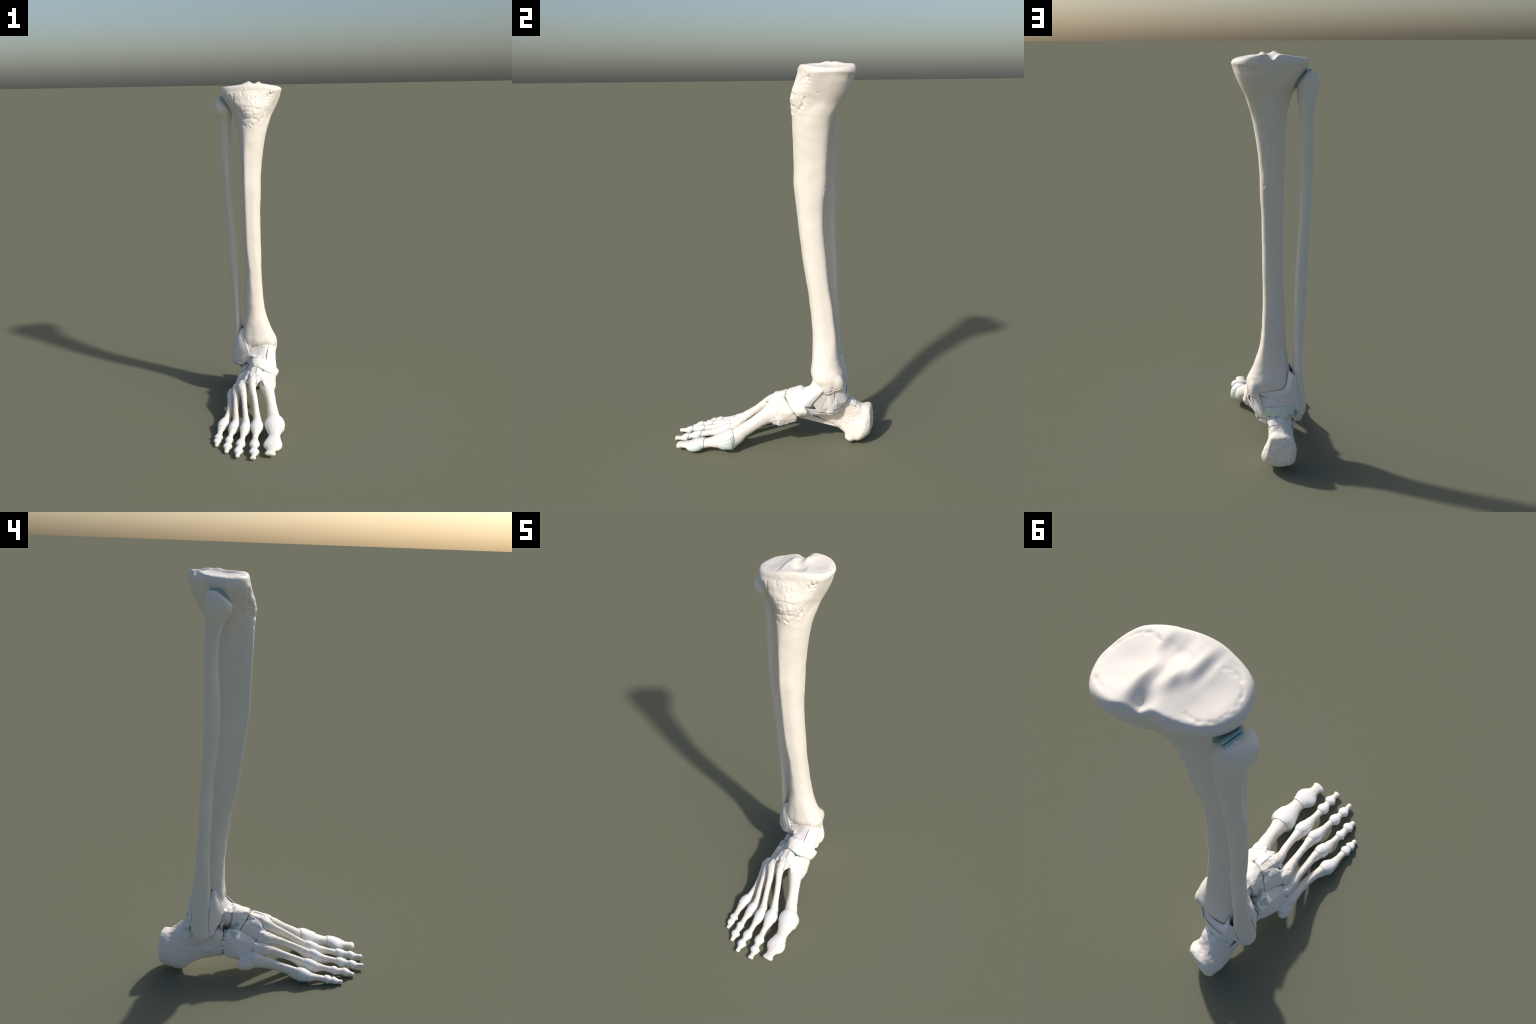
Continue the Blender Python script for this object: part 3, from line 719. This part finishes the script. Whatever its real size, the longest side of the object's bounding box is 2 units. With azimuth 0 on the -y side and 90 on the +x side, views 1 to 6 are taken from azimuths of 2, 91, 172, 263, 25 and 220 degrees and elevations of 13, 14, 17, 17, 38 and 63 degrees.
for k, t in enumerate(TOES):
    base = np.array(t["mt"][1][0], float)
    strokes = [([base + V(0.006, 0.004, 0)], 0.010, 0.0035), ([base + V(-0.012, -0.014, -0.004)], 0.009, 0.003), ([base + V(0.012, -0.018, -0.004)], 0.012, -0.002)] if 0 < k < 4 else ()
    extra = []
    if k == 4:      # styloid process at the outer base
        extra = [ellipsoid((-0.130, 0.116, 0.090), (0.025, 0.030, 0.027)),
                 ellipsoid((-0.127, 0.090, 0.097), (0.028, 0.042, 0.034)), ellipsoid((-0.120, 0.058, 0.112), (0.031, 0.040, 0.043))]
    long_bone("metatarsal_bone", t["mt"], 11.0 + k, 70, extra=extra, smooth=(10 if k == 4 else 4), strokes=strokes)
    long_bone("proximal_phalanx", t["pp"], 21.0 + k, 40)
    if "mp" in t:
        long_bone("middle_phalanx", t["mp"], 31.0 + k, 24)
    long_bone("distal_phalanx", t["dp"], 41.0 + k, 30)
    for c in ("cap1", "cap2", "cap3"):
        if c in t:
            capsule(t[c], k)

#LIGAMENTS
# ------------------------------------------------------------------ ligaments, membranes and cartilage
def skin_tree(objs):
    verts, faces = [], []
    for ob in objs:
        P = coords(ob.data)
        M = np.array(ob.matrix_world)
        P = P @ M[:3, :3].T + M[:3, 3]
        o = len(verts)
        verts += [tuple(p) for p in P]
        faces += [tuple(i + o for i in p.vertices) for p in ob.data.polygons]
    return BVHTree.FromPolygons(verts, faces)

bpy.context.view_layer.update()
SKIN = skin_tree(BONES)

def strap(A, B, name="ligament", mat=None, thick=0.005, offset=0.0018, bulge=0.0, centre=None, pitch=0.0045, rib=0.0006, drape=True, slack=0.02, parent=None):
    """fibrous sheet: fibres run from curve A to curve B, draped over the bones below it"""
    A, B = np.array(A, float), np.array(B, float)
    width = max(np.linalg.norm(np.diff(A, axis=0), axis=1).sum(), np.linalg.norm(np.diff(B, axis=0), axis=1).sum())
    length = np.linalg.norm(A.mean(0) - B.mean(0))
    nu = int(np.clip(width / 0.0012, 16, 110))
    nv = int(np.clip(length / 0.0030, 8, 50))
    a, b = catmull(A, nu), catmull(B, nu)
    t = np.linspace(0, 1, nv)[None, :, None]
    G = a[:, None] * (1 - t) + b[:, None] * t                # (nu, nv, 3)
    du, dv = np.gradient(G, axis=0), np.gradient(G, axis=1)
    Nn = np.cross(du, dv)
    m = G.mean((0, 1))
    if centre is None:
        centre = V(0.02, 0.28, 0.27) if m[1] > 0.19 else V(0.0, m[1] + 0.03, 0.14)
    avg = Nn.mean((0, 1))
    if avg @ (m - np.array(centre)) < 0:
        Nn = -Nn
    Nn /= np.linalg.norm(Nn, axis=2, keepdims=True) + 1e-12
    avg = Nn.mean((0, 1)); avg /= np.linalg.norm(avg)
    Nn = 0.5 * Nn + 0.5 * avg
    Nn /= np.linalg.norm(Nn, axis=2, keepdims=True)
    v = np.linspace(0, 1, nv)[None, :]
    u = np.linspace(0, 1, nu)[:, None]
    H = bulge * np.sin(math.pi * v) * np.ones((nu, 1))
    if drape:
        floor = np.full((nu, nv), -1.0)
        for i in range(nu):
            for j in range(nv):
                o = Vector(G[i, j] + Nn[i, j] * slack)
                h = SKIN.ray_cast(o, Vector(-Nn[i, j]), slack + 0.03)
                if h[0] is not None:
                    floor[i, j] = slack - h[3]
        H = np.maximum(H, np.where(floor > -0.006, floor + offset, H))
        for _ in range(6):
            K = np.pad(H, 1, mode="edge")
            H = 0.5 * H + 0.125 * (K[:-2, 1:-1] + K[2:, 1:-1] + K[1:-1, :-2] + K[1:-1, 2:])
            H = np.maximum(H, np.where(floor > -0.006, floor + 0.4 * offset, H))
    ribs = 0.6 * rib * np.sin(2 * math.pi * u * width / pitch + 1.3 * np.sin(u * 37.0)) * np.ones((1, nv))
    edge = np.minimum(np.minimum(u, 1 - u) * width, np.minimum(v, 1 - v) * length)
    soft = np.clip(edge / 0.003, 0, 1) ** 0.5                # rounded borders
    top = G + Nn * (H + ribs * soft - 0.5 * offset * (1 - soft))[..., None]
    bot = G + Nn * (H - thick)[..., None]
    verts = list(top.reshape(-1, 3)) + list(bot.reshape(-1, 3))
    o = nu * nv
    faces = []
    idx = lambda i, j: i * nv + j
    for i in range(nu - 1):
        for j in range(nv - 1):
            q = (idx(i, j), idx(i + 1, j), idx(i + 1, j + 1), idx(i, j + 1))
            faces.append(q)
            faces.append(tuple(k + o for k in q[::-1]))
    loop = [idx(i, 0) for i in range(nu)] + [idx(nu - 1, j) for j in range(1, nv)] + [idx(i, nv - 1) for i in range(nu - 2, -1, -1)] + [idx(0, j) for j in range(nv - 2, 0, -1)]
    for p, q in zip(loop, loop[1:] + loop[:1]):
        faces.append((q, p, p + o, q + o))
    ob = place(name, verts, faces, mat or LIGAMENT, b.mean(0) - a.mean(0), parent)
    bm = bmesh.new(); bm.from_mesh(ob.data)
    bmesh.ops.recalc_face_normals(bm, faces=bm.faces)
    bm.to_mesh(ob.data); bm.free()
    return ob

# --- ankle, outer and front side
strap([(-0.054, 0.271, 0.476), (-0.049, 0.253, 0.460), (-0.043, 0.233, 0.420), (-0.023, 0.208, 0.360), (-0.018, 0.216, 0.322), (-0.035, 0.236, 0.289)],
      [(-0.064, 0.274, 0.468), (-0.096, 0.281, 0.420), (-0.110, 0.284, 0.365), (-0.117, 0.286, 0.310), (-0.118, 0.286, 0.262), (-0.110, 0.290, 0.232)], pitch=0.006, rib=0.0012, bulge=0.012)
strap([(-0.026, 0.212, 0.358), (0.025, 0.212, 0.368), (0.064, 0.207, 0.383), (0.089, 0.206, 0.386), (0.113, 0.212, 0.383)],
      [(-0.014, 0.216, 0.312), (0.012, 0.196, 0.308), (0.040, 0.178, 0.316), (0.062, 0.165, 0.318), (0.088, 0.140, 0.309)], pitch=0.006, bulge=-0.009)
strap([(0.112, 0.214, 0.384), (0.134, 0.234, 0.370), (0.148, 0.246, 0.360), (0.152, 0.256, 0.345)],
      [(0.094, 0.128, 0.306), (0.124, 0.134, 0.290), (0.154, 0.152, 0.264), (0.146, 0.184, 0.250)], pitch=0.008, centre=(0.06, 0.25, 0.27), bulge=-0.003)
strap([(-0.101, 0.282, 0.331), (-0.100, 0.279, 0.292), (-0.092, 0.278, 0.265), (-0.112, 0.284, 0.245)],
      [(-0.004, 0.211, 0.308), (-0.030, 0.232, 0.292), (-0.034, 0.240, 0.262), (-0.063, 0.262, 0.232)], pitch=0.007, rib=0.0010, bulge=0.008)
strap([(-0.014, 0.214, 0.259), (-0.010, 0.203, 0.268)], [(-0.066, 0.274, 0.211), (-0.052, 0.222, 0.234)], thick=0.006)
strap([(-0.100, 0.356, 0.252), (-0.112, 0.328, 0.222)], [(-0.062, 0.400, 0.172), (-0.066, 0.352, 0.158)], centre=(0, 0.36, 0.25), pitch=0.006, thick=0.006, bulge=-0.006)

# --- ankle, inner side
strap([(0.139, 0.281, 0.336), (0.143, 0.297, 0.340), (0.140, 0.315, 0.346)], [(0.104, 0.268, 0.200), (0.114, 0.293, 0.200), (0.112, 0.316, 0.206)], pitch=0.009, rib=0.0010, centre=(0.03, 0.28, 0.27))
strap([(0.140, 0.250, 0.352), (0.136, 0.266, 0.336), (0.135, 0.286, 0.332)], [(0.136, 0.206, 0.262), (0.124, 0.232, 0.214), (0.110, 0.272, 0.206)], pitch=0.007, rib=0.0011, centre=(0.03, 0.28, 0.27))
strap([(0.137, 0.310, 0.348), (0.131, 0.336, 0.354), (0.121, 0.350, 0.366), (0.108, 0.360, 0.366)], [(0.114, 0.318, 0.250), (0.108, 0.350, 0.252), (0.098, 0.378, 0.258), (0.088, 0.388, 0.270)], pitch=0.006, rib=0.0009, centre=(0.03, 0.28, 0.27))
strap([(0.146, 0.172, 0.244), (0.142, 0.168, 0.205)], [(0.106, 0.275, 0.207), (0.100, 0.276, 0.190)], thick=0.005, bulge=-0.004, drape=False, centre=(0.03, 0.22, 0.22))
strap([(0.072, 0.356, 0.224), (0.074, 0.370, 0.214)], [(0.108, 0.306, 0.208), (0.104, 0.320, 0.197)], thick=0.006, drape=False, centre=(0.03, 0.33, 0.2), bulge=0.002)

# --- ankle, back
strap([(-0.046, 0.350, 0.478), (-0.022, 0.374, 0.395), (0.044, 0.378, 0.380), (0.101, 0.360, 0.364)],
      [(-0.079, 0.366, 0.456), (-0.086, 0.374, 0.388), (-0.094, 0.378, 0.330), (-0.100, 0.370, 0.258)], pitch=0.008, rib=0.0014, thick=0.009, bulge=0.015)
strap([(0.132, 0.342, 0.350), (0.112, 0.362, 0.308), (0.098, 0.376, 0.272)], [(-0.060, 0.388, 0.322), (-0.066, 0.388, 0.302), (-0.072, 0.384, 0.280)], pitch=0.010, rib=0.0014, thick=0.007, bulge=0.012)
strap([(0.096, 0.376, 0.290), (0.045, 0.392, 0.302), (-0.017, 0.396, 0.306), (-0.074, 0.380, 0.298)],
      [(0.072, 0.376, 0.256), (0.030, 0.402, 0.250), (-0.020, 0.406, 0.242), (-0.062, 0.384, 0.250)], name="joint_lining", mat=MINT, rib=0.0003, bulge=0.004)
strap([(0.073, 0.376, 0.248), (0.035, 0.406, 0.252), (-0.010, 0.410, 0.252)], [(0.066, 0.436, 0.220), (0.035, 0.438, 0.226), (-0.008, 0.434, 0.226)], pitch=0.006, rib=0.0008)

# --- back of the foot
strap([(0.079, 0.036, 0.274), (0.071, -0.024, 0.250)], [(0.034, 0.052, 0.294), (0.030, 0.006, 0.278)], pitch=0.006, thick=0.006, offset=0.003)
strap([(0.068, -0.026, 0.254), (0.040, 0.000, 0.272)], [(0.036, -0.050, 0.236), (0.032, -0.012, 0.262)], pitch=0.006, offset=0.003)
strap([(0.028, 0.015, 0.281), (-0.004, 0.022, 0.266)], [(0.022, -0.014, 0.264), (-0.006, -0.010, 0.256)], pitch=0.005, offset=0.003)
strap([(0.008, 0.070, 0.288), (-0.008, 0.016, 0.264)], [(-0.024, 0.068, 0.262), (-0.037, 0.018, 0.242)], pitch=0.006, offset=0.003)
strap([(-0.010, -0.004, 0.250), (-0.016, 0.004, 0.240)], [(-0.022, -0.022, 0.232), (-0.030, -0.008, 0.226)], pitch=0.006, offset=0.004, thick=0.010)
strap([(-0.032, 0.016, 0.240), (-0.056, 0.034, 0.222)], [(-0.036, -0.008, 0.228), (-0.066, 0.004, 0.218)], pitch=0.02, offset=0.003)
strap([(-0.064, 0.040, 0.205), (-0.073, 0.024, 0.213)], [(-0.086, 0.034, 0.192), (-0.082, 0.018, 0.196)], pitch=0.006, offset=0.003)
strap([(-0.083, 0.064, 0.190), (-0.102, 0.080, 0.165)], [(-0.094, 0.038, 0.190), (-0.109, 0.050, 0.172)], pitch=0.006, offset=0.0025, centre=(-0.04, 0.06, 0.13))
strap([(-0.108, 0.074, 0.160), (-0.112, 0.100, 0.145), (-0.112, 0.138, 0.130)], [(-0.130, 0.054, 0.150), (-0.138, 0.085, 0.128), (-0.136, 0.122, 0.108)], pitch=0.011, rib=0.0016, centre=(-0.06, 0.1, 0.11))
strap([(-0.070, 0.212, 0.215), (-0.073, 0.214, 0.202)], [(-0.076, 0.178, 0.214), (-0.082, 0.180, 0.200)], thick=0.007, offset=0.003, centre=(0, 0.2, 0.17))
strap([(-0.074, 0.224, 0.198), (-0.076, 0.226, 0.172)], [(-0.082, 0.180, 0.196), (-0.088, 0.182, 0.172)], thick=0.007, offset=0.003, centre=(0, 0.2, 0.17))
strap([(-0.076, 0.222, 0.166), (-0.076, 0.222, 0.150)], [(-0.084, 0.196, 0.166), (-0.084, 0.197, 0.152)], thick=0.007, offset=0.003, centre=(0, 0.2, 0.17))
strap([(0.074, -0.026, 0.249), (0.106, -0.006, 0.243), (0.136, 0.014, 0.228), (0.142, 0.024, 0.190), (0.140, 0.026, 0.172)],
      [(0.088, -0.058, 0.220), (0.112, -0.052, 0.224), (0.136, -0.040, 0.208), (0.140, -0.024, 0.176), (0.136, -0.020, 0.162)], pitch=0.008, offset=0.003, centre=(0.10, 0.0, 0.18))
strap([(0.138, 0.026, 0.166), (0.128, 0.028, 0.142)], [(0.132, -0.010, 0.156), (0.120, -0.008, 0.140)], offset=0.004, thick=0.008, centre=(0.09, 0.0, 0.18))
strap([(0.012, 0.190, 0.308), (0.055, 0.170, 0.318), (0.092, 0.160, 0.308)], [(0.010, 0.128, 0.306), (0.053, 0.112, 0.314), (0.090, 0.112, 0.302)], pitch=0.012, rib=0.0002, offset=0.0016)
# --- sole: long plantar ligament and plantar calcaneonavicular sheet
strap([(0.024, 0.345, 0.080), (0.004, 0.345, 0.074), (-0.030, 0.330, 0.070)], [(0.050, 0.130, 0.150), (0.008, 0.160, 0.124), (-0.050, 0.190, 0.100)], centre=(0, 0.25, 0.4), pitch=0.012, rib=0.0012, drape=False, thick=0.010)
strap([(0.022, 0.345, 0.076), (0.024, 0.322, 0.092)], [(0.048, 0.130, 0.146), (0.056, 0.185, 0.166)], centre=(0, 0.25, 0.3), drape=False, thick=0.006, pitch=0.01)
strap([(0.095, 0.290, 0.186), (0.040, 0.270, 0.160)], [(0.120, 0.172, 0.190), (0.050, 0.165, 0.180)], centre=(0.05, 0.22, 0.4), drape=False, thick=0.008)

# --- green bifurcate ligament on the outer mid foot
strap([(-0.014, 0.166, 0.246), (-0.030, 0.146, 0.244)], [(-0.020, 0.142, 0.275), (-0.028, 0.122, 0.256)], name="joint_lining", mat=MINTDARK, rib=0.0002, offset=0.0012)
strap([(-0.016, 0.176, 0.236), (-0.032, 0.148, 0.240)], [(-0.046, 0.200, 0.236), (-0.042, 0.160, 0.238)], name="joint_lining", mat=MINTDARK, rib=0.0002, offset=0.0012)
strap([(-0.045, 0.172, 0.238), (-0.056, 0.188, 0.232)], [(-0.056, 0.140, 0.226), (-0.080, 0.156, 0.207)], name="joint_lining", mat=MINTDARK, rib=0.0002, offset=0.0012)

# --- hyaline cartilage discs between the bones
def disc(points, normal, thick, grow=1.0, mat=TEAL, name="cartilage"):
    P = np.array(points, float)
    n = np.array(normal, float); n /= np.linalg.norm(n)
    c = P.mean(0)
    P = c + (P - c) * grow
    pts = list(P + n * thick / 2) + list(P - n * thick / 2)
    me = fuse(name, [hull(pts)], 0.0018, 2)
    return add_object(name, me, mat)

disc([(-0.031, 0.125, 0.233), (-0.006, 0.093, 0.266), (0.021, 0.077, 0.299), (0.050, 0.065, 0.298), (0.080, 0.060, 0.280), (0.118, 0.080, 0.253), (0.144, 0.103, 0.225), (0.140, 0.120, 0.196), (0.08, 0.115, 0.18), (0.0, 0.13, 0.19)], (0.25, -0.8, 0.35), 0.005, 0.985)
disc([(-0.012, 0.166, 0.25), (0.008, 0.156, 0.304), (0.05, 0.156, 0.310), (0.10, 0.160, 0.296), (0.145, 0.17, 0.25), (0.12, 0.18, 0.20), (0.03, 0.18, 0.20)], (0.1, -1, 0.1), 0.012, 0.97)
disc([(-0.066, 0.204, 0.222), (-0.076, 0.209, 0.175), (-0.076, 0.211, 0.130), (-0.04, 0.208, 0.115), (0.0, 0.205, 0.14), (0.0, 0.20, 0.22), (-0.04, 0.20, 0.234)], (0, 1, 0), 0.012, 0.985)
disc([(-0.040, 0.135, 0.228), (-0.068, 0.050, 0.198), (-0.02, 0.06, 0.16), (-0.01, 0.13, 0.17)], (-0.6, -0.1, 0.7), 0.008)
disc([(-0.072, 0.046, 0.192), (-0.104, 0.066, 0.158), (-0.108, 0.075, 0.145), (-0.06, 0.05, 0.13)], (-0.5, -0.8, 0), 0.008)
disc([(0.0, 0.006, 0.262), (0.05, -0.006, 0.262), (0.05, 0.0, 0.2), (0.0, 0.01, 0.2)], (0, -1, 0), 0.008)
disc([(0.105, 0.215, 0.25), (0.115, 0.235, 0.245), (0.11, 0.255, 0.222), (0.09, 0.26, 0.205), (0.06, 0.25, 0.21), (0.07, 0.21, 0.235)], (0.5, 0.1, -0.5), 0.02)
disc([(-0.05, 0.40, 0.255), (0.03, 0.408, 0.258), (0.06, 0.38, 0.255), (0.05, 0.32, 0.25), (-0.055, 0.33, 0.252)], (0, 0, 1), 0.006)

# --- upper shin joint: two thin lips between fibula head and tibia
facet = [(-0.152, 0.310, 1.920), (-0.160, 0.255, 1.912), (-0.138, 0.233, 1.890), (-0.096, 0.204, 1.840), (-0.086, 0.242, 1.832), (-0.090, 0.276, 1.838), (-0.118, 0.304, 1.880)]
side = V(0.83, -0.05, 0.55)
disc([V(*p) - side * 0.003 for p in facet], side, 0.004, 1.0)
disc([V(*p) + side * 0.005 for p in facet], side, 0.005, 1.03)
